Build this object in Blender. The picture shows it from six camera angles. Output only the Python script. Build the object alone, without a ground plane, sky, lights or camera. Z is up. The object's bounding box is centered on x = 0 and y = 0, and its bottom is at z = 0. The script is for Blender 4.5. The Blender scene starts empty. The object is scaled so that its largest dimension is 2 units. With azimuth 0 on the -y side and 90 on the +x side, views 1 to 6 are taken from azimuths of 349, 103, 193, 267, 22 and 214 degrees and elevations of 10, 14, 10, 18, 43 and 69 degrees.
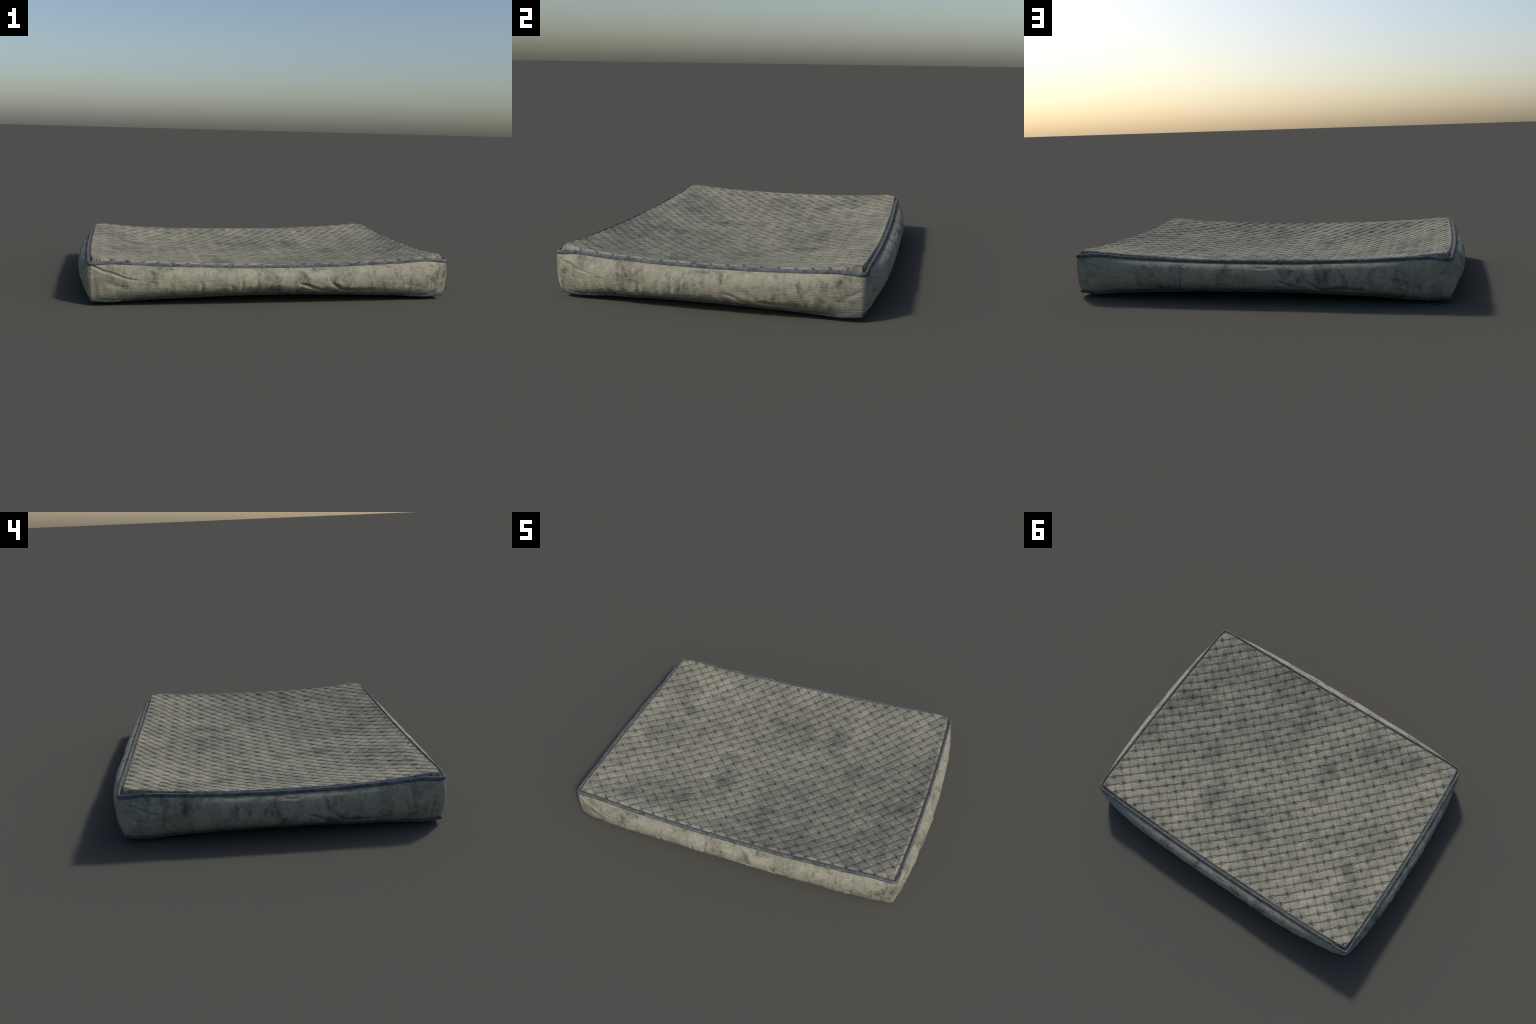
"""A worn, sagging quilted floor mattress: diamond-quilted top and underside,
blue piped seams, four ribbed and creased side panels."""
import bpy
import numpy as np
from math import pi

# ------------------------------------------------------------------ sizes (m)
ZC = 0.1178                      # mid height; underside mirrors the top
SEAM_X, SEAM_Y = 0.928, 0.690    # seam rectangle (corner), before rounding
BOW_X, BOW_Y = 0.017, 0.014      # how far the seams bow outward mid-side
CORNER_SOFT = 0.015              # softness of the seam corner
PIPE_R = 0.0098
INSET = 0.0122                   # quilt edge lies this far inside the piping
STAR_X0, STAR_Y0 = -0.890, -0.680   # first star of the quilting lattice
STAR_DX, STAR_DY = 0.0740, 0.0745   # lattice pitch
rng = np.random.RandomState(7)


# ------------------------------------------------------------------ helpers
def smooth(e0, e1, x):
    t = np.clip((x - e0) / (e1 - e0), 0.0, 1.0)
    return t * t * (3 - 2 * t)


def noise2(x, y, seed):
    """Smooth value noise in [-1, 1], lattice pitch 1."""
    r = np.random.RandomState(seed)
    tab = r.uniform(-1, 1, (256, 256))
    xi, yi = np.floor(x).astype(int), np.floor(y).astype(int)
    fx, fy = x - xi, y - yi
    fx = fx * fx * fx * (fx * (fx * 6 - 15) + 10)
    fy = fy * fy * fy * (fy * (fy * 6 - 15) + 10)
    a = tab[xi % 256, yi % 256]
    b = tab[(xi + 1) % 256, yi % 256]
    c = tab[xi % 256, (yi + 1) % 256]
    d = tab[(xi + 1) % 256, (yi + 1) % 256]
    return (a * (1 - fx) + b * fx) * (1 - fy) + (c * (1 - fx) + d * fx) * fy


def node_random(i, j, seed):
    r = np.random.RandomState(seed)
    tab = r.uniform(0, 1, (128, 128))
    return tab[np.asarray(i).astype(int) % 128, np.asarray(j).astype(int) % 128]


def mesh_from_grid(name, P, closed_u=False, closed_v=False, flip=False):
    """P: (nu, nv, 3) array of points -> smooth quad mesh object."""
    nu, nv = P.shape[:2]
    iu = np.arange(nu if closed_u else nu - 1)
    iv = np.arange(nv if closed_v else nv - 1)
    U, V = np.meshgrid(iu, iv, indexing="ij")
    U1, V1 = (U + 1) % nu, (V + 1) % nv
    q = np.stack([U * nv + V, U1 * nv + V, U1 * nv + V1, U * nv + V1], -1).reshape(-1, 4)
    if flip:
        q = q[:, ::-1]
    me = bpy.data.meshes.new(name)
    n = len(q)
    me.vertices.add(nu * nv)
    me.vertices.foreach_set("co", P.reshape(-1).astype(np.float32))
    me.loops.add(n * 4)
    me.loops.foreach_set("vertex_index", q.reshape(-1).astype(np.int32))
    me.polygons.add(n)
    me.polygons.foreach_set("loop_start", np.arange(0, n * 4, 4, dtype=np.int32))
    me.polygons.foreach_set("loop_total", np.full(n, 4, dtype=np.int32))
    me.polygons.foreach_set("use_smooth", np.ones(n, dtype=bool))
    me.update(calc_edges=True)
    me.validate()
    ob = bpy.data.objects.new(name, me)
    bpy.context.scene.collection.objects.link(ob)
    return ob


# ------------------------------------------------------------------ seam path
def seam_path(n=3600):
    """Closed bowed rectangle with soft corners: points, outward normals and
    the four corner indices. Runs counter-clockwise from corner (+x,-y)."""
    m = 1500
    t = np.linspace(-1, 1, m, endpoint=False)
    ex = SEAM_X + BOW_X * (1 - t ** 2)
    ey = SEAM_Y + BOW_Y * (1 - t ** 2)
    pts = np.concatenate([
        np.stack([ex, t * SEAM_Y], -1),          # +x side, y rising
        np.stack([-t * SEAM_X, ey], -1),         # +y side, x falling
        np.stack([-ex, -t * SEAM_Y], -1),        # -x side
        np.stack([t * SEAM_X, -ey], -1)])        # -y side
    d = np.linalg.norm(np.roll(pts, -1, 0) - pts, axis=1)
    s = np.concatenate([[0], np.cumsum(d)])
    L = s[-1]
    u = np.linspace(0, L, n, endpoint=False)
    px = np.interp(u, s, np.append(pts[:, 0], pts[0, 0]))
    py = np.interp(u, s, np.append(pts[:, 1], pts[0, 1]))
    k = np.fft.fftfreq(n, L / n) * 2 * pi
    g = np.exp(-0.5 * (k * CORNER_SOFT) ** 2)
    px, py = np.fft.ifft(np.fft.fft(px) * g).real, np.fft.ifft(np.fft.fft(py) * g).real
    tx, ty = np.roll(px, -1) - np.roll(px, 1), np.roll(py, -1) - np.roll(py, 1)
    l = np.hypot(tx, ty)
    nrm = np.stack([ty / l, -tx / l], -1)
    corners = [int(np.argmin((px - cx) ** 2 + (py - cy) ** 2))
               for cx, cy in ((1, -1), (1, 1), (-1, 1), (-1, -1))]
    return np.stack([px, py], -1), nrm, corners, L


def tuck(x, y):
    """How far the lower seam is drawn in under the bulging side."""
    a = np.minimum(np.abs(x) / 0.92, np.abs(y) / 0.68)
    return 0.003 + 0.012 * (1 - a ** 7) + 0.007 * smooth(0.93, 1.0, a)


def corner_drop(x, y):
    """1 at a corner, 0 beyond about 11 cm from it."""
    d = np.hypot(SEAM_X - np.abs(x), SEAM_Y - np.abs(y))
    return 1 - smooth(0.0, 0.12, d)


def seam_height(x, y):
    a, b = np.abs(x) / 0.92, np.abs(y) / 0.68
    long_edge = 0.187 + 0.034 * a ** 2
    short_edge = 0.195 + 0.026 * b ** 2
    on_short = a - b > 0
    z = np.where(on_short, short_edge, long_edge)
    return z - 0.012 * corner_drop(x, y) + 0.0012 * noise2(x * 9 + 31, y * 9 + 17, 3)


# ------------------------------------------------------------------ quilted panel
def sag_height(x, y):
    """Smooth sagging shape of the quilted face (without relief)."""
    a, b = np.abs(x) / 0.90, np.abs(y) / 0.67
    z = 0.129 + 0.074 * a ** 2.65 + 0.066 * b ** 2.7 - 0.029 * a ** 2.6 * b ** 2.6
    # fuller rolls inside the rim, one towards each end of the long edges
    for sx, sy, cx, cy, wx, wy, amp in (
            (-1, -1, 0.56, 0.61, 0.20, 0.060, 0.009), (1, 1, 0.56, 0.61, 0.20, 0.060, 0.009),
            (-1, -1, 0.44, 0.51, 0.22, 0.10, 0.008), (1, 1, 0.48, 0.52, 0.22, 0.10, 0.008),
            (1, -1, 0.66, 0.58, 0.18, 0.070, 0.007), (-1, 1, 0.66, 0.58, 0.18, 0.070, 0.006),
            (1, -1, 0.80, 0.42, 0.07, 0.16, 0.003), (-1, 1, 0.80, 0.42, 0.07, 0.16, 0.003),
            (-1, -1, 0.80, 0.42, 0.07, 0.16, 0.004), (1, 1, 0.80, 0.42, 0.07, 0.16, 0.003)):
        z = z + amp * np.exp(-((x - sx * cx) / wx) ** 2 - ((y - sy * cy) / wy) ** 2)
    z = z - 0.012 * (1 - smooth(0.0, 0.085, np.hypot(SEAM_X - np.abs(x), SEAM_Y - np.abs(y))))
    z = z + 0.0022 * noise2(x * 4 + 9, y * 4 + 5, 21) + 0.0011 * noise2(x * 10, y * 10, 22)
    return z


def quilt_relief(x, y):
    """Stitched diamonds: along every diagonal stitch row two fine grooves
    swell apart next to each star and pinch together at each dot."""
    wob = 0.0011
    xs = x + wob * noise2(x * 22 + 3, y * 22, 31)
    ys = y + wob * noise2(x * 22 + 7, y * 22 + 50, 32)
    X, Y = (xs - STAR_X0) / STAR_DX, (ys - STAR_Y0) / STAR_DY
    u, v = X + Y, X - Y
    h = np.zeros_like(u)
    for p, q, sd in ((u, v, 41), (v, u, 42)):
        n = np.round(p)                 # stitch row number
        d = p - n                       # distance across the row (cell units)
        m = np.floor(q)
        f = q - m
        star_first = (np.mod(n + m, 2) == 0)
        t = np.where(star_first, f, 1 - f)         # 0 at star, 1 at dot
        r1 = node_random(n + 50, m + 50, sd)
        r2 = node_random(n + 50, m + 50, sd + 10)
        w = (0.080 + 0.045 * r1) * smooth(-0.06, 0.20, t) * (1 - t) ** 0.75
        w = w + 0.016
        d = d + 0.02 * (r2 - 0.5) * np.sin(pi * t)
        sig = 0.037
        depth = 0.0005 + 0.0005 * r2
        depth = depth * (0.8 + 0.4 * np.sin(pi * t) ** 0.5) * (0.82 + 0.45 * noise2(x * 46, y * 46 + sd, sd))
        g = np.exp(-((d - w) / sig) ** 2) + np.exp(-((d + w) / sig) ** 2)
        g = np.minimum(g, 1.25)
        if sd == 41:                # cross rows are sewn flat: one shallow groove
            g = 0.85 * np.exp(-(d / 0.050) ** 2) + 0.65 * g * (1 - smooth(0.12, 0.45, t))
        h -= depth * g
        h -= 0.0004 * np.exp(-(d / 0.15) ** 2)     # soft trough of the row
    du, dv = u - np.round(u), v - np.round(v)
    r = np.hypot(du, dv)
    is_star = np.mod(np.round(u) + np.round(v), 2) == 0
    h -= np.where(is_star, 0.0012, 0.0011) * np.exp(-(r / 0.06) ** 2)
    # little pleats that radiate from each star
    ang = np.arctan2(dv, du)
    rs = node_random(np.round(u) + 50, np.round(v) + 50, 77) * 6.28
    pleat = np.cos(8 * ang + 0.6 * np.sin(rs)) * np.exp(-((r - 0.17) / 0.10) ** 2)
    h += np.where(is_star, 0.0017, 0.0003) * pleat * (0.4 + 0.9 * node_random(np.round(u) + 50, np.round(v) + 50, 78))
    h += 0.0021 * (np.abs(np.sin(pi * u)) * np.abs(np.sin(pi * v))) ** 0.6
    h += 0.0007 * noise2(x * 60, y * 60 + 8, 51) + 0.00035 * noise2(x * 140, y * 140, 52)
    return h


def panel_points(nx, ny, relief=True):
    s = np.linspace(-1, 1, nx)
    t = np.linspace(-1, 1, ny)
    S, T = np.meshgrid(s, t, indexing="ij")
    c = smooth(0.93, 1.0, np.abs(S)) * smooth(0.91, 1.0, np.abs(T))
    x = S * (SEAM_X - INSET + BOW_X * (1 - T ** 2)) * (1 - 0.004 * c)
    y = T * (SEAM_Y - INSET + BOW_Y * (1 - S ** 2)) * (1 - 0.005 * c)
    ex = SEAM_X - INSET + BOW_X * (1 - T ** 2)
    ey = SEAM_Y - INSET + BOW_Y * (1 - S ** 2)
    dx, dy = ex - np.abs(S) * ex, ey - np.abs(T) * ey
    dist = np.minimum(dx, dy)                       # to the nearest edge
    edge = 1 - smooth(0.0, 0.013, dist)
    z = sag_height(x, y)
    zs = seam_height(x, y) + 0.001
    if relief:
        rel = quilt_relief(x, y)
        # short gathers running square to the seam
        near = np.exp(-dist / 0.022)
        along = np.where(dx < dy, y, x)
        gather = noise2(along * 95 + 3, dist * 12, 61) + 0.6 * noise2(along * 190, dist * 20, 62)
        rel = rel + 0.0016 * near * gather
        z = z + rel * (1 - 0.35 * edge)
    roll = np.sqrt(np.clip(1 - edge ** 2, 0, 1))
    z = zs + (z - zs) * roll
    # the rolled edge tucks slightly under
    return np.stack([x, y, z], -1)


# ------------------------------------------------------------------ side panels
CREASES = [  # (points along panel 0..1 and down 0..1, depth, width in m)
    ([(0.004, 0.05), (0.032, 0.19), (0.058, 0.25), (0.080, 0.33), (0.10, 0.385), (0.156, 0.45)], 0.0046, 0.0055),
    ([(0.02, 0.45), (0.06, 0.58), (0.10, 0.66)], 0.0022, 0.009),
    ([(0.150, 0.45), (0.165, 0.52), (0.158, 0.60)], 0.0020, 0.006),
    ([(0.565, 0.55), (0.597, 0.67), (0.630, 0.84), (0.66, 0.90)], 0.0048, 0.0065),
    ([(0.640, 0.45), (0.656, 0.60), (0.687, 0.86), (0.75, 0.93)], 0.0056, 0.0075),
    ([(0.67, 0.88), (0.75, 0.84), (0.83, 0.93)], 0.0035, 0.008),
    ([(0.40, 0.20), (0.402, 0.60), (0.398, 0.85)], 0.0022, 0.006),
    ([(0.288, 0.45), (0.290, 0.70), (0.287, 0.95)], 0.0030, 0.007),
    ([(0.365, 0.55), (0.372, 0.75), (0.368, 0.98)], 0.0030, 0.009),
    ([(0.443, 0.12), (0.445, 0.45), (0.441, 0.80)], 0.0024, 0.006),
    ([(0.985, 0.35), (0.955, 0.48), (0.93, 0.55)], 0.0022, 0.007),
    ([(0.50, 0.08), (0.53, 0.11), (0.57, 0.075)], 0.0022, 0.004),
    ([(0.86, 0.55), (0.90, 0.66), (0.95, 0.72)], 0.0016, 0.008),
]


def seg_distance(px, py, ax, ay, bx, by):
    vx, vy = bx - ax, by - ay
    t = np.clip(((px - ax) * vx + (py - ay) * vy) / (vx * vx + vy * vy + 1e-12), 0, 1)
    return np.hypot(px - ax - t * vx, py - ay - t * vy)


def side_panel(Q, N, idx, k):
    """One side panel between two corners of the seam path."""
    q, n = Q[idx], N[idx]
    d = np.linalg.norm(np.diff(q, axis=0), axis=1)
    al = np.concatenate([[0], np.cumsum(d)])
    length = al[-1]
    cols = int(length / 0.0042)
    at = np.linspace(0, length, cols)
    q = np.stack([np.interp(at, al, q[:, i]) for i in (0, 1)], -1)
    n = np.stack([np.interp(at, al, n[:, i]) for i in (0, 1)], -1)
    n /= np.linalg.norm(n, axis=1)[:, None]
    rows = 156
    v = np.linspace(0, 1, rows)
    f = at / length
    A, V = np.meshgrid(f, v, indexing="ij")
    a = 2 * A - 1
    zt = seam_height(q[:, 0], q[:, 1]) - 0.0035
    zb = 2 * ZC - zt
    Z = zt[:, None] * (1 - V) + zb[:, None] * V
    if k in (0, 2):                      # short ends
        B = 0.011 + (0.046 if k == 0 else 0.043) * (1 - np.abs(a) ** 3)
    else:                                # long sides
        B = 0.011 + (0.054 if k == 1 else 0.051) * (1 - np.abs(a) ** 5)
    B = B * (1 + 0.06 * noise2(A * 7 + 3 * k, V * 2 + 5, 71))
    prof = (1 - np.abs(2 * V - 1) ** 2.3) ** 0.60
    out = B * prof - 0.002 - tuck(q[:, 0], q[:, 1])[:, None] * V ** 3
    # folds that hang from the seam, strongest low down
    tang = A * length
    low = smooth(0.15, 0.8, V) * (1 - smooth(0.93, 1.0, V))
    fade = smooth(0, 0.03, A) * smooth(0, 0.03, 1 - A)
    out += fade * low * (0.0030 * noise2(tang * 22 + 40 * k, V * 2.2 + k, 81)
                         + 0.0014 * noise2(tang * 55 + 9 * k, V * 3.0, 82))
    out += fade * np.sin(pi * V) * 0.0022 * noise2(tang * 9 + 13 * k, V * 3.2 + 3, 83)
    rk = np.random.RandomState(100 + k)
    H = zt.mean() - zb.mean()
    for pts, depth, width in CREASES:
        jf, jv = rk.uniform(-0.012, 0.012), rk.uniform(-0.03, 0.03)
        if pts[0][0] < 0.01:
            jf = jv = 0
        dd = 1.5 * depth * rk.uniform(0.7, 1.15)
        P = [((fx + jf) * length, (fy + jv) * H) for fx, fy in pts]
        best = np.full_like(A, 9.0)
        for (ax, ay), (bx, by) in zip(P[:-1], P[1:]):
            best = np.minimum(best, seg_distance(tang, V * H, ax, ay, bx, by))
        soft = best / ((0.8 if pts[0][0] < 0.01 else 1.15) * width)
        span = P[-1][0] - P[0][0], P[-1][1] - P[0][1]
        along = ((tang - P[0][0]) * span[0] + (V * H - P[0][1]) * span[1]) / (span[0] ** 2 + span[1] ** 2)
        taper = smooth(-0.05, 0.25, along) * (1 - smooth(0.55, 1.05, along))
        if pts[0][0] < 0.01:
            taper = 1 - smooth(0.3, 1.05, along)
        out -= dd * taper * np.exp(-soft ** 2)
        out += 0.22 * dd * taper * np.exp(-((soft - 2.4) / 1.1) ** 2)
    # upright seam ridge at each corner, with a hollow beside it
    for e in (tang, length - tang):
        out += 0.0016 * np.exp(-(e / 0.003) ** 2)
        out -= 0.0022 * np.exp(-((e - 0.014) / 0.009) ** 2) * np.sin(pi * V)
    # woven ribs along the panel
    wav = V * 23 + 0.35 * noise2(tang * 14, V * 6 + 4 * k, 91)
    broken = 0.55 + 0.45 * noise2(tang * 38, np.floor(wav) * 3.7 + 11 * k, 92)
    rib = np.abs(np.sin(pi * wav)) ** 0.7
    out += 0.0010 * rib * broken * np.sin(pi * np.clip(V, 0.02, 0.98)) ** 0.3
    P3 = np.empty(A.shape + (3,))
    P3[..., 0] = q[:, 0][:, None] + n[:, 0][:, None] * out
    P3[..., 1] = q[:, 1][:, None] + n[:, 1][:, None] * out
    P3[..., 2] = Z
    return mesh_from_grid("side_panel", P3, flip=True)


def piping(Q, N, mirror, name="piping"):
    """Fabric-covered cord swept along the seam."""
    step = 2
    q, n = Q[::step], N[::step]
    m = len(q)
    z = seam_height(q[:, 0], q[:, 1])
    s = np.arange(m) / m * 6.5
    ring = 20
    th = np.linspace(0, 2 * pi, ring, endpoint=False)
    S, TH = np.meshgrid(s, th, indexing="ij")
    r = PIPE_R * (1 + 0.06 * noise2(S * 22, TH * 0 + 3, 95) + 0.05 * noise2(S * 90, TH * 0.8, 96))
    # flattened a little where the side panel pulls it down
    oz = r * np.sin(TH) * (0.78 if mirror else 1.0)
    on = r * np.cos(TH) * 0.74
    if mirror:
        on = on - tuck(q[:, 0], q[:, 1])[:, None]
    P = np.empty((m, ring, 3))
    P[..., 0] = q[:, 0][:, None] + n[:, 0][:, None] * on
    P[..., 1] = q[:, 1][:, None] + n[:, 1][:, None] * on
    P[..., 2] = z[:, None] + oz
    if mirror:
        P[..., 2] = 2 * ZC - P[..., 2]
    return mesh_from_grid(name, P, closed_u=True, closed_v=True, flip=mirror)


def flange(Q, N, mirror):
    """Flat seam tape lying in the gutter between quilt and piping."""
    step = 2
    q, n = Q[::step], N[::step]
    z = seam_height(q[:, 0], q[:, 1])
    # cross-section: (outward offset, height)
    sec = [(-0.001, 0.001), (-0.005, 0.0045), (-0.009, 0.0052), (-0.0125, 0.0048), (-0.017, 0.001), (-0.022, -0.004)]
    P = np.empty((len(q), len(sec), 3))
    for i, (o, hz) in enumerate(sec):
        o = o - (tuck(q[:, 0], q[:, 1]) if mirror else 0.0)
        P[:, i, 0] = q[:, 0] + n[:, 0] * o
        P[:, i, 1] = q[:, 1] + n[:, 1] * o
        P[:, i, 2] = z + hz
    if mirror:
        P[..., 2] = 2 * ZC - P[..., 2]
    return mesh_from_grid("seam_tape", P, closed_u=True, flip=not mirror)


def stitches():
    """Small thread knots in every pit of the quilting, joined as one part."""
    ring, rows = 8, 4
    verts, faces = [], []
    for half in (0, 1):
        nx, ny = (25, 19) if half == 0 else (24, 18)
        for i in range(nx):
            for j in range(ny):
                x = STAR_X0 + (i + 0.5 * half) * STAR_DX
                y = STAR_Y0 + (j + 0.5 * half) * STAR_DY
                if abs(x) > SEAM_X - INSET - 0.012 + BOW_X * (1 - (y / .68) ** 2):
                    continue
                if abs(y) > SEAM_Y - INSET - 0.008 + BOW_Y * (1 - (x / .92) ** 2):
                    continue
                xa, ya = np.array([x]), np.array([y])
                z = float(sag_height(xa, ya)[0] + quilt_relief(xa, ya)[0])
                r0 = 0.0030 * rng.uniform(0.8, 1.15)
                ph = rng.uniform(0, pi)
                b = len(verts)
                for rr in range(rows):
                    lat = rr / (rows - 1) * pi / 2
                    for k in range(ring):
                        an = k / ring * 2 * pi
                        ca, sa = np.cos(an) * 1.3, np.sin(an) * 0.8
                        rad = r0 * np.cos(lat)
                        verts.append((x + rad * (ca * np.cos(ph) - sa * np.sin(ph)),
                                      y + rad * (ca * np.sin(ph) + sa * np.cos(ph)),
                                      z - 0.0008 + 0.0020 * np.sin(lat)))
                for rr in range(rows - 1):
                    for k in range(ring):
                        k2 = (k + 1) % ring
                        faces.append((b + rr * ring + k, b + rr * ring + k2,
                                      b + (rr + 1) * ring + k2, b + (rr + 1) * ring + k))
    me = bpy.data.meshes.new("quilting_stitch")
    me.from_pydata(verts, [], faces)
    me.polygons.foreach_set("use_smooth", np.ones(len(faces), dtype=bool))
    me.update()
    ob = bpy.data.objects.new("quilting_stitch", me)
    bpy.context.scene.collection.objects.link(ob)
    ob["kind"] = "stuff"
    return ob


# ------------------------------------------------------------------ materials
class Nodes:
    def __init__(self, name):
        self.mat = bpy.data.materials.new(name)
        self.mat.use_nodes = True
        self.t = self.mat.node_tree
        self.t.nodes.clear()
        self.out = self.t.nodes.new("ShaderNodeOutputMaterial")
        self.bsdf = self.t.nodes.new("ShaderNodeBsdfPrincipled")
        self.t.links.new(self.bsdf.outputs[0], self.out.inputs[0])
        self.coord = self.t.nodes.new("ShaderNodeTexCoord").outputs["Object"]

    def put(self, sock, val):
        if isinstance(val, bpy.types.NodeSocket):
            self.t.links.new(val, sock)
        elif val is not None:
            sock.default_value = val

    def math(self, op, a, b=None, c=None, clamp=False):
        n = self.t.nodes.new("ShaderNodeMath")
        n.operation = op
        n.use_clamp = clamp
        for i, v in enumerate((a, b, c)):
            if v is not None:
                self.put(n.inputs[i], v)
        return n.outputs[0]

    def mapping(self, vec, scale=(1, 1, 1), loc=(0, 0, 0), rot=(0, 0, 0)):
        n = self.t.nodes.new("ShaderNodeMapping")
        self.put(n.inputs[0], vec)
        n.inputs["Location"].default_value = loc
        n.inputs["Rotation"].default_value = rot
        n.inputs["Scale"].default_value = scale
        return n.outputs[0]

    def noise(self, vec, scale, detail=4, rough=0.55, dist=0.0, color=False):
        n = self.t.nodes.new("ShaderNodeTexNoise")
        self.put(n.inputs["Vector"], vec)
        n.inputs["Scale"].default_value = scale
        n.inputs["Detail"].default_value = detail
        n.inputs["Roughness"].default_value = rough
        n.inputs["Distortion"].default_value = dist
        return n.outputs["Color" if color else "Fac"]

    def remap(self, v, a, b, c=0.0, d=1.0, smoothstep=True):
        n = self.t.nodes.new("ShaderNodeMapRange")
        n.interpolation_type = "SMOOTHSTEP" if smoothstep else "LINEAR"
        self.put(n.inputs[0], v)
        for i, x in enumerate((a, b, c, d)):
            n.inputs[1 + i].default_value = x
        return n.outputs[0]

    def mix(self, fac, a, b, mode="MIX"):
        n = self.t.nodes.new("ShaderNodeMix")
        n.data_type = "RGBA"
        n.blend_type = mode
        self.put(n.inputs[0], fac)
        for s, v in ((n.inputs[6], a), (n.inputs[7], b)):
            self.put(s, (*v, 1) if isinstance(v, tuple) and len(v) == 3 else v)
        return n.outputs[2]

    def sep(self, vec):
        n = self.t.nodes.new("ShaderNodeSeparateXYZ")
        self.put(n.inputs[0], vec)
        return n.outputs

    def vmath(self, op, a, b=None):
        n = self.t.nodes.new("ShaderNodeVectorMath")
        n.operation = op
        self.put(n.inputs[0], a)
        if b is not None:
            self.put(n.inputs[1], b)
        return n.outputs["Value" if op in ("LENGTH", "DISTANCE") else 0]

    def bump(self, h, strength, dist, prev=None):
        n = self.t.nodes.new("ShaderNodeBump")
        n.inputs["Strength"].default_value = strength
        n.inputs["Distance"].default_value = dist
        self.put(n.inputs["Height"], h)
        if prev is not None:
            self.put(n.inputs["Normal"], prev)
        return n.outputs[0]

    def finish(self, color, rough=0.95, normal=None):
        self.put(self.bsdf.inputs["Base Color"], color)
        self.bsdf.inputs["Roughness"].default_value = rough
        self.bsdf.inputs["Specular IOR Level"].default_value = 0.12
        if normal is not None:
            self.put(self.bsdf.inputs["Normal"], normal)
        return self.mat


CREAM = (0.330, 0.312, 0.238)
GREY = (0.135, 0.135, 0.112)
GRIME_SHADE = (0.050, 0.054, 0.052)  # stain grime, also the shade painted into the stitch grooves
NAVY = (0.085, 0.105, 0.175)

# soft stains on the quilt: centre x, y, radius, strength
STAINS = []


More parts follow.
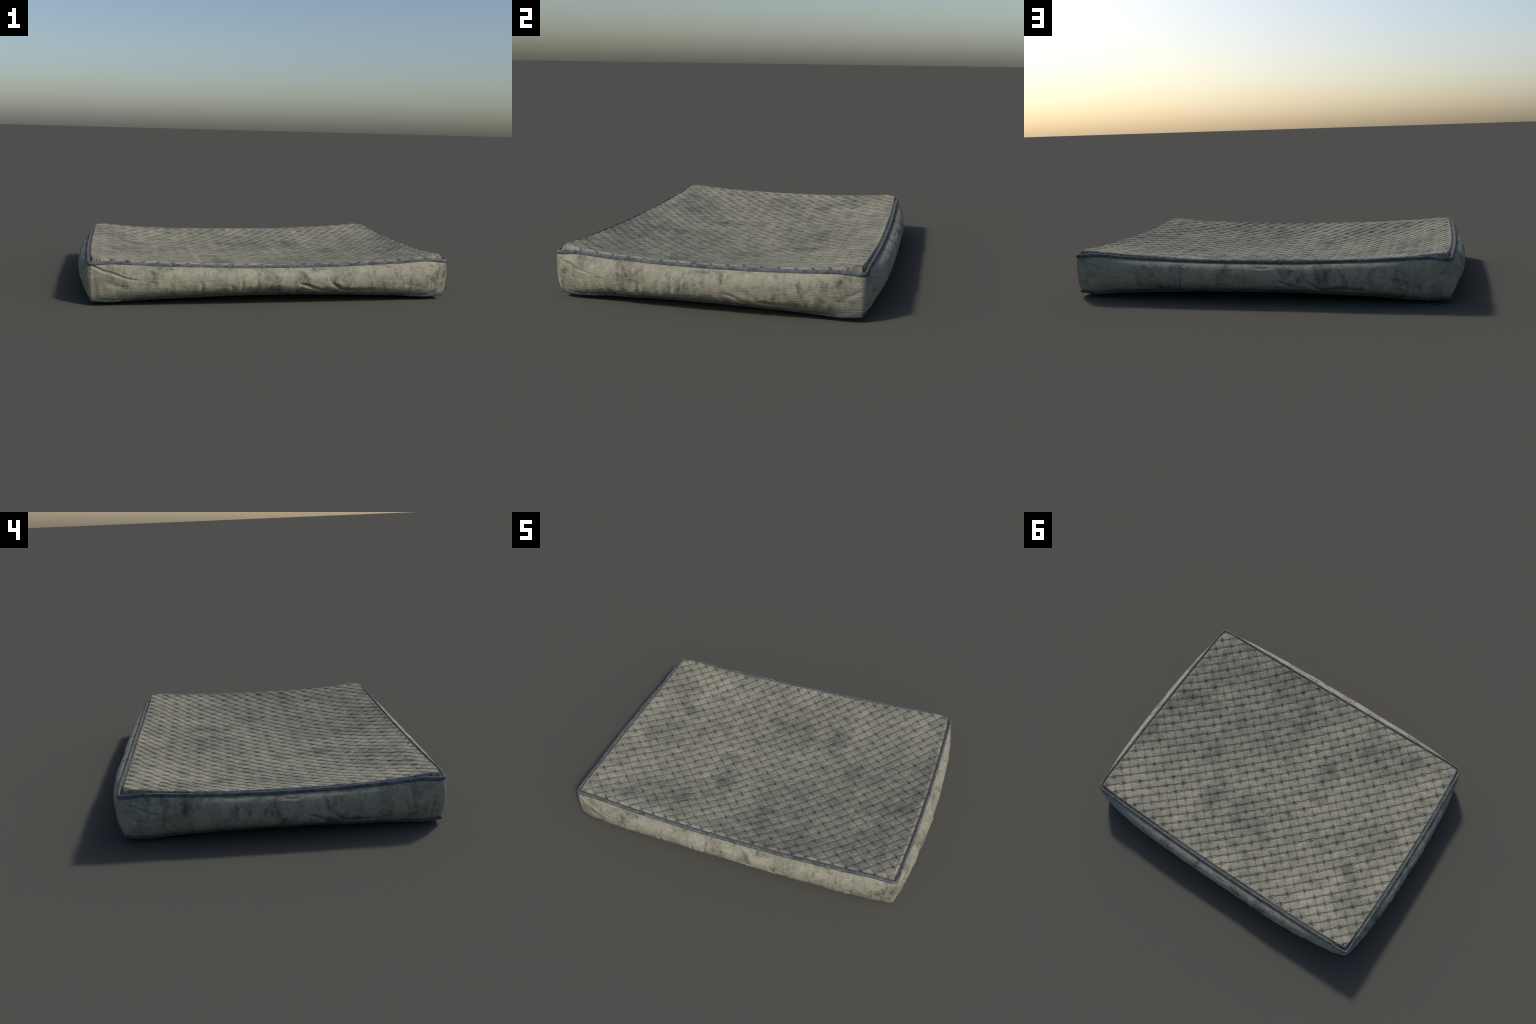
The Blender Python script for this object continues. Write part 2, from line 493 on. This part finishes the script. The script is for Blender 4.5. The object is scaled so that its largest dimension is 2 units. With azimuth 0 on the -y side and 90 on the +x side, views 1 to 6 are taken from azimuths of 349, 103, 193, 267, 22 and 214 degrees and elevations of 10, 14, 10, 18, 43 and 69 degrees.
def quilt_material(plain=False):
    g = Nodes("quilted_ticking")
    co = g.coord
    warp = g.vmath("ADD", co, g.vmath("MULTIPLY", g.vmath(
        "SUBTRACT", g.noise(co, 8, 5, 0.65, color=True), (0.5, 0.5, 0.5)), (0.26, 0.26, 0.0)))
    # broad greying and finer mottling
    broad = g.remap(g.noise(co, 3.6, 7, 0.68), 0.36, 0.64)
    mid = g.remap(g.noise(g.mapping(co, loc=(3, 1, 0)), 13, 6, 0.66), 0.40, 0.64)
    fine = g.remap(g.noise(co, 46, 4, 0.6), 0.42, 0.70)
    stain = None
    for (x, y, r, k) in STAINS:
        d = g.vmath("DISTANCE", g.vmath("MULTIPLY", warp, (1, 1, 0)), (x, y, 0))
        m = g.remap(d, 0.0, r, k, 0.0)
        stain = m if stain is None else g.math("ADD", stain, m)
    # the stitching lattice, from position
    s = g.sep(co)
    X = g.math("DIVIDE", g.math("SUBTRACT", s[0], STAR_X0), STAR_DX)
    Y = g.math("DIVIDE", g.math("SUBTRACT", s[1], STAR_Y0), STAR_DY)
    fx = g.math("ABSOLUTE", g.math("SUBTRACT", X, g.math("ROUND", X)))
    fy = g.math("ABSOLUTE", g.math("SUBTRACT", Y, g.math("ROUND", Y)))
    rstar = g.math("SQRT", g.math("ADD", g.math("MULTIPLY", fx, fx), g.math("MULTIPLY", fy, fy)))
    u = g.math("ADD", X, Y)
    v = g.math("SUBTRACT", X, Y)
    du = g.math("ABSOLUTE", g.math("SUBTRACT", u, g.math("ROUND", u)))
    dv = g.math("ABSOLUTE", g.math("SUBTRACT", v, g.math("ROUND", v)))
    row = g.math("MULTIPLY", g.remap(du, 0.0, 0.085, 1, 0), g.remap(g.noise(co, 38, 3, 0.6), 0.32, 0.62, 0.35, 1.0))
    lens, vees = None, None
    for p, q in ((v, u), (u, v)):
        n = g.math("ROUND", p)
        d = g.math("ABSOLUTE", g.math("SUBTRACT", p, n))
        m = g.math("FLOOR", q)
        f = g.math("SUBTRACT", q, m)
        par = g.math("FLOORED_MODULO", g.math("ADD", n, m), 2.0)
        # f if the cell starts at a star, 1 - f otherwise
        t = g.math("ABSOLUTE", g.math("SUBTRACT", par, f))
        w = g.math("MULTIPLY", g.remap(t, -0.06, 0.20, 0, 0.102),
                   g.math("POWER", g.math("SUBTRACT", 1.0, t), 0.75))
        w = g.math("ADD", w, 0.012)
        line = g.remap(g.math("ABSOLUTE", g.math("SUBTRACT", d, w)), 0.0, 0.055, 1, 0)
        if lens is None:
            lens = line
        else:      # cross rows only open into a V beside each star
            vees = g.math("MULTIPLY", line, g.remap(t, 0.10, 0.50, 1, 0))
    broken = g.remap(g.noise(g.mapping(co, loc=(4, 2, 6)), 55, 3, 0.6), 0.30, 0.62, 0.45, 1.15)
    lens = g.math("MULTIPLY", lens, broken)
    vees = g.math("MULTIPLY", vees, broken)
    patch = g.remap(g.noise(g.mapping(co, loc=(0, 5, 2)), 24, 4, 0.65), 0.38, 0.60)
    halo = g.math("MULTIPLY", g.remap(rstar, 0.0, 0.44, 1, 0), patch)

    grey = g.math("ADD", g.math("MULTIPLY", broad, 0.40), g.math("MULTIPLY", mid, 0.34))
    grey = g.math("ADD", grey, 0.14)
    if stain is not None:
        grey = g.math("ADD", grey, g.math("MULTIPLY", stain, 0.26))
    grey = g.math("ADD", grey, g.math("MULTIPLY", fine, 0.18), clamp=True)
    col = g.mix(grey, CREAM, GREY)
    grime_shade = g.math("ADD", g.math("MULTIPLY", halo, 0.26), g.math("MULTIPLY", row, 0.62))
    grime_shade = g.math("ADD", grime_shade, g.math("MULTIPLY", lens, 0.32))  # shade of the groove walls, painted into the colour
    grime_shade = g.math("ADD", grime_shade, g.math("MULTIPLY", vees, 0.14))  # painted groove shade again, in the V beside each star
    if stain is not None:
        grime_shade = g.math("ADD", grime_shade, g.math("MULTIPLY", g.math("MULTIPLY", stain, mid), 0.14))
    col = g.mix(g.math("MINIMUM", grime_shade, 0.8), col, GRIME_SHADE)
    thread = g.noise(g.mapping(co, scale=(1, 1, 0.2), rot=(0, 0, 0.785)), 520, 2, 0.5)
    col = g.mix(0.35, col, g.mix(thread, (0.25, 0.25, 0.25), (0.78, 0.78, 0.78)), "OVERLAY")
    # twill grain
    w1 = g.math("SINE", g.math("MULTIPLY", g.math("ADD", s[0], g.math("MULTIPLY", s[1], 0.55)), 1900))
    w2 = g.math("SINE", g.math("MULTIPLY", s[1], 1400))
    weave = g.math("ADD", g.math("MULTIPLY", w1, 0.5), g.math("MULTIPLY", w2, 0.35))
    b = g.bump(g.math("MULTIPLY", g.math("ADD", lens, g.math("MULTIPLY", vees, 0.5)), -1.0), 1.0, 0.0054)
    b = g.bump(weave, 0.16, 0.001, b)
    b = g.bump(g.noise(co, 240, 3, 0.6), 0.22, 0.002, b)
    return g.finish(col, 0.95, b)


def side_material():
    g = Nodes("ribbed_side_fabric")
    co = g.coord
    streak = g.remap(g.noise(g.mapping(co, scale=(12, 12, 5)), 1.0, 7, 0.68, 0.9), 0.45, 0.66)
    blot = g.remap(g.noise(g.mapping(co, loc=(2, 4, 1)), 9, 6, 0.68, 0.3), 0.46, 0.66)
    blot2 = g.remap(g.noise(g.mapping(co, loc=(7, 1, 3)), 30, 5, 0.7), 0.48, 0.66)
    broad = g.remap(g.noise(co, 4, 3, 0.5), 0.35, 0.65)
    grey = g.math("ADD", g.math("MULTIPLY", streak, 0.36), g.math("MULTIPLY", blot, 0.40))
    grey = g.math("ADD", grey, g.math("MULTIPLY", blot2, 0.20))
    grey = g.math("ADD", g.math("MULTIPLY", grey, g.math("ADD", g.math("MULTIPLY", broad, 0.7), 0.5)), 0.03, clamp=True)
    mott = g.remap(g.noise(g.mapping(co, loc=(5, 5, 5)), 55, 5, 0.7), 0.35, 0.70)
    grey = g.math("ADD", grey, g.math("MULTIPLY", mott, 0.30), clamp=True)
    col = g.mix(grey, (0.332, 0.315, 0.238), (0.090, 0.091, 0.078))
    dark = g.math("MULTIPLY", g.math("MULTIPLY", streak, blot2), 0.45)
    col = g.mix(dark, col, (0.045, 0.045, 0.040))
    thread = g.noise(g.mapping(co, scale=(1, 1, 2.2)), 330, 2, 0.6)
    col = g.mix(0.5, col, g.mix(thread, (0.2, 0.2, 0.2), (0.8, 0.8, 0.8)), "OVERLAY")
    b = g.bump(g.noise(g.mapping(co, scale=(1, 1, 1.6)), 300, 3, 0.6), 0.35, 0.002)
    b = g.bump(g.noise(co, 60, 4, 0.6), 0.25, 0.006, b)
    return g.finish(col, 0.95, b)


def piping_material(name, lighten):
    """Blue cord cloth; the cord next to the floor has shade put into its colour."""
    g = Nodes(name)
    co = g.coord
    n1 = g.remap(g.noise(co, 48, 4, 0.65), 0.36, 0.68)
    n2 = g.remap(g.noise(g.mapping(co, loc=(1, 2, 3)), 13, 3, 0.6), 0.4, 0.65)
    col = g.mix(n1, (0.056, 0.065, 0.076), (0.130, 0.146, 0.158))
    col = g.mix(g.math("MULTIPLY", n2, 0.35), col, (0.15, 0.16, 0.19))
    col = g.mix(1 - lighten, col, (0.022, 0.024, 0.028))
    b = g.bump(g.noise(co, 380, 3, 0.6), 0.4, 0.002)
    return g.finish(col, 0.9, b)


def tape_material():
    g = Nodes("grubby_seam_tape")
    n = g.noise(g.coord, 40, 4, 0.6)
    col = g.mix(n, (0.070, 0.063, 0.051), (0.130, 0.118, 0.098))
    return g.finish(col, 0.95)


def thread_material():
    g = Nodes("navy_thread")
    n = g.noise(g.coord, 90, 2, 0.5)
    col = g.mix(n, (0.030, 0.040, 0.075), (0.060, 0.075, 0.130))
    return g.finish(col, 0.8)


# ------------------------------------------------------------------ assemble
STAINS = [
    (0.80, -0.17, 0.14, 1.0),
    (0.79, -0.02, 0.11, 0.7),
    (0.85, 0.15, 0.08, 0.6),
    (0.39, -0.60, 0.17, 0.8),
    (0.63, -0.60, 0.12, 0.6),
    (0.09, -0.42, 0.14, 0.8),
    (-0.22, -0.20, 0.12, 0.9),
    (-0.24, -0.07, 0.11, 0.6),
    (0.34, 0.27, 0.17, 0.6),
    (0.43, 0.07, 0.12, 0.5),
    (-0.65, -0.50, 0.15, 1.0),
    (-0.50, -0.55, 0.12, 0.8),
    (-0.15, 0.17, 0.11, 0.8),
    (-0.66, 0.26, 0.12, 0.7),
    (-0.52, 0.45, 0.09, 0.6),
    (0.06, 0.59, 0.09, 0.6),
    (0.06, 0.36, 0.12, 0.5),
    (-0.34, -0.55, 0.09, 0.5),
    (0.30, 0.34, 0.11, 0.5),
    (0.17, -0.57, 0.14, 0.6),
    (0.07, 0.36, 0.09, 0.5),
    (0.89, 0.49, 0.08, 0.5),
]

root = bpy.data.objects.new("quilted_mattress", None)
bpy.context.scene.collection.objects.link(root)
root["label"] = "worn sagging quilted mattress with blue piping and grey stains"
root["category"] = "mattress"

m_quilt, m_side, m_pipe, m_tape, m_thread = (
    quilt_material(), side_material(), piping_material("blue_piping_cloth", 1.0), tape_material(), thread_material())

parts = []


def add(ob, mat):
    ob.data.materials.append(mat)
    ob.parent = root
    parts.append(ob)
    return ob


Q, N, corners, _ = seam_path()
n_path = len(Q)

add(mesh_from_grid("quilted_top", panel_points(1080, 798)), m_quilt)
Pb = panel_points(300, 222)
Pb[..., 2] = 2 * ZC - Pb[..., 2] + 0.007
tk = tuck(Pb[..., 0], Pb[..., 1]) + 0.002
Pb[..., 0] *= 1 - tk / 0.93
Pb[..., 1] *= 1 - tk / 0.69
add(mesh_from_grid("quilted_underside", Pb, flip=True), m_quilt)

order = corners + [corners[0] + n_path]
for k in range(4):
    i0, i1 = order[k], order[k + 1]
    i1 = i0 + (i1 - i0) % n_path
    idx = np.arange(i0, i1 + 1) % n_path
    add(side_panel(Q, N, idx, k), m_side)

add(piping(Q, N, False), m_pipe)
add(piping(Q, N, True), piping_material("shaded_piping_cloth", 0.55))  # darker copy of the cord cloth: floor-side shade painted into it
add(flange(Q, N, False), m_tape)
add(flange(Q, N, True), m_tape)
add(stitches(), m_thread)
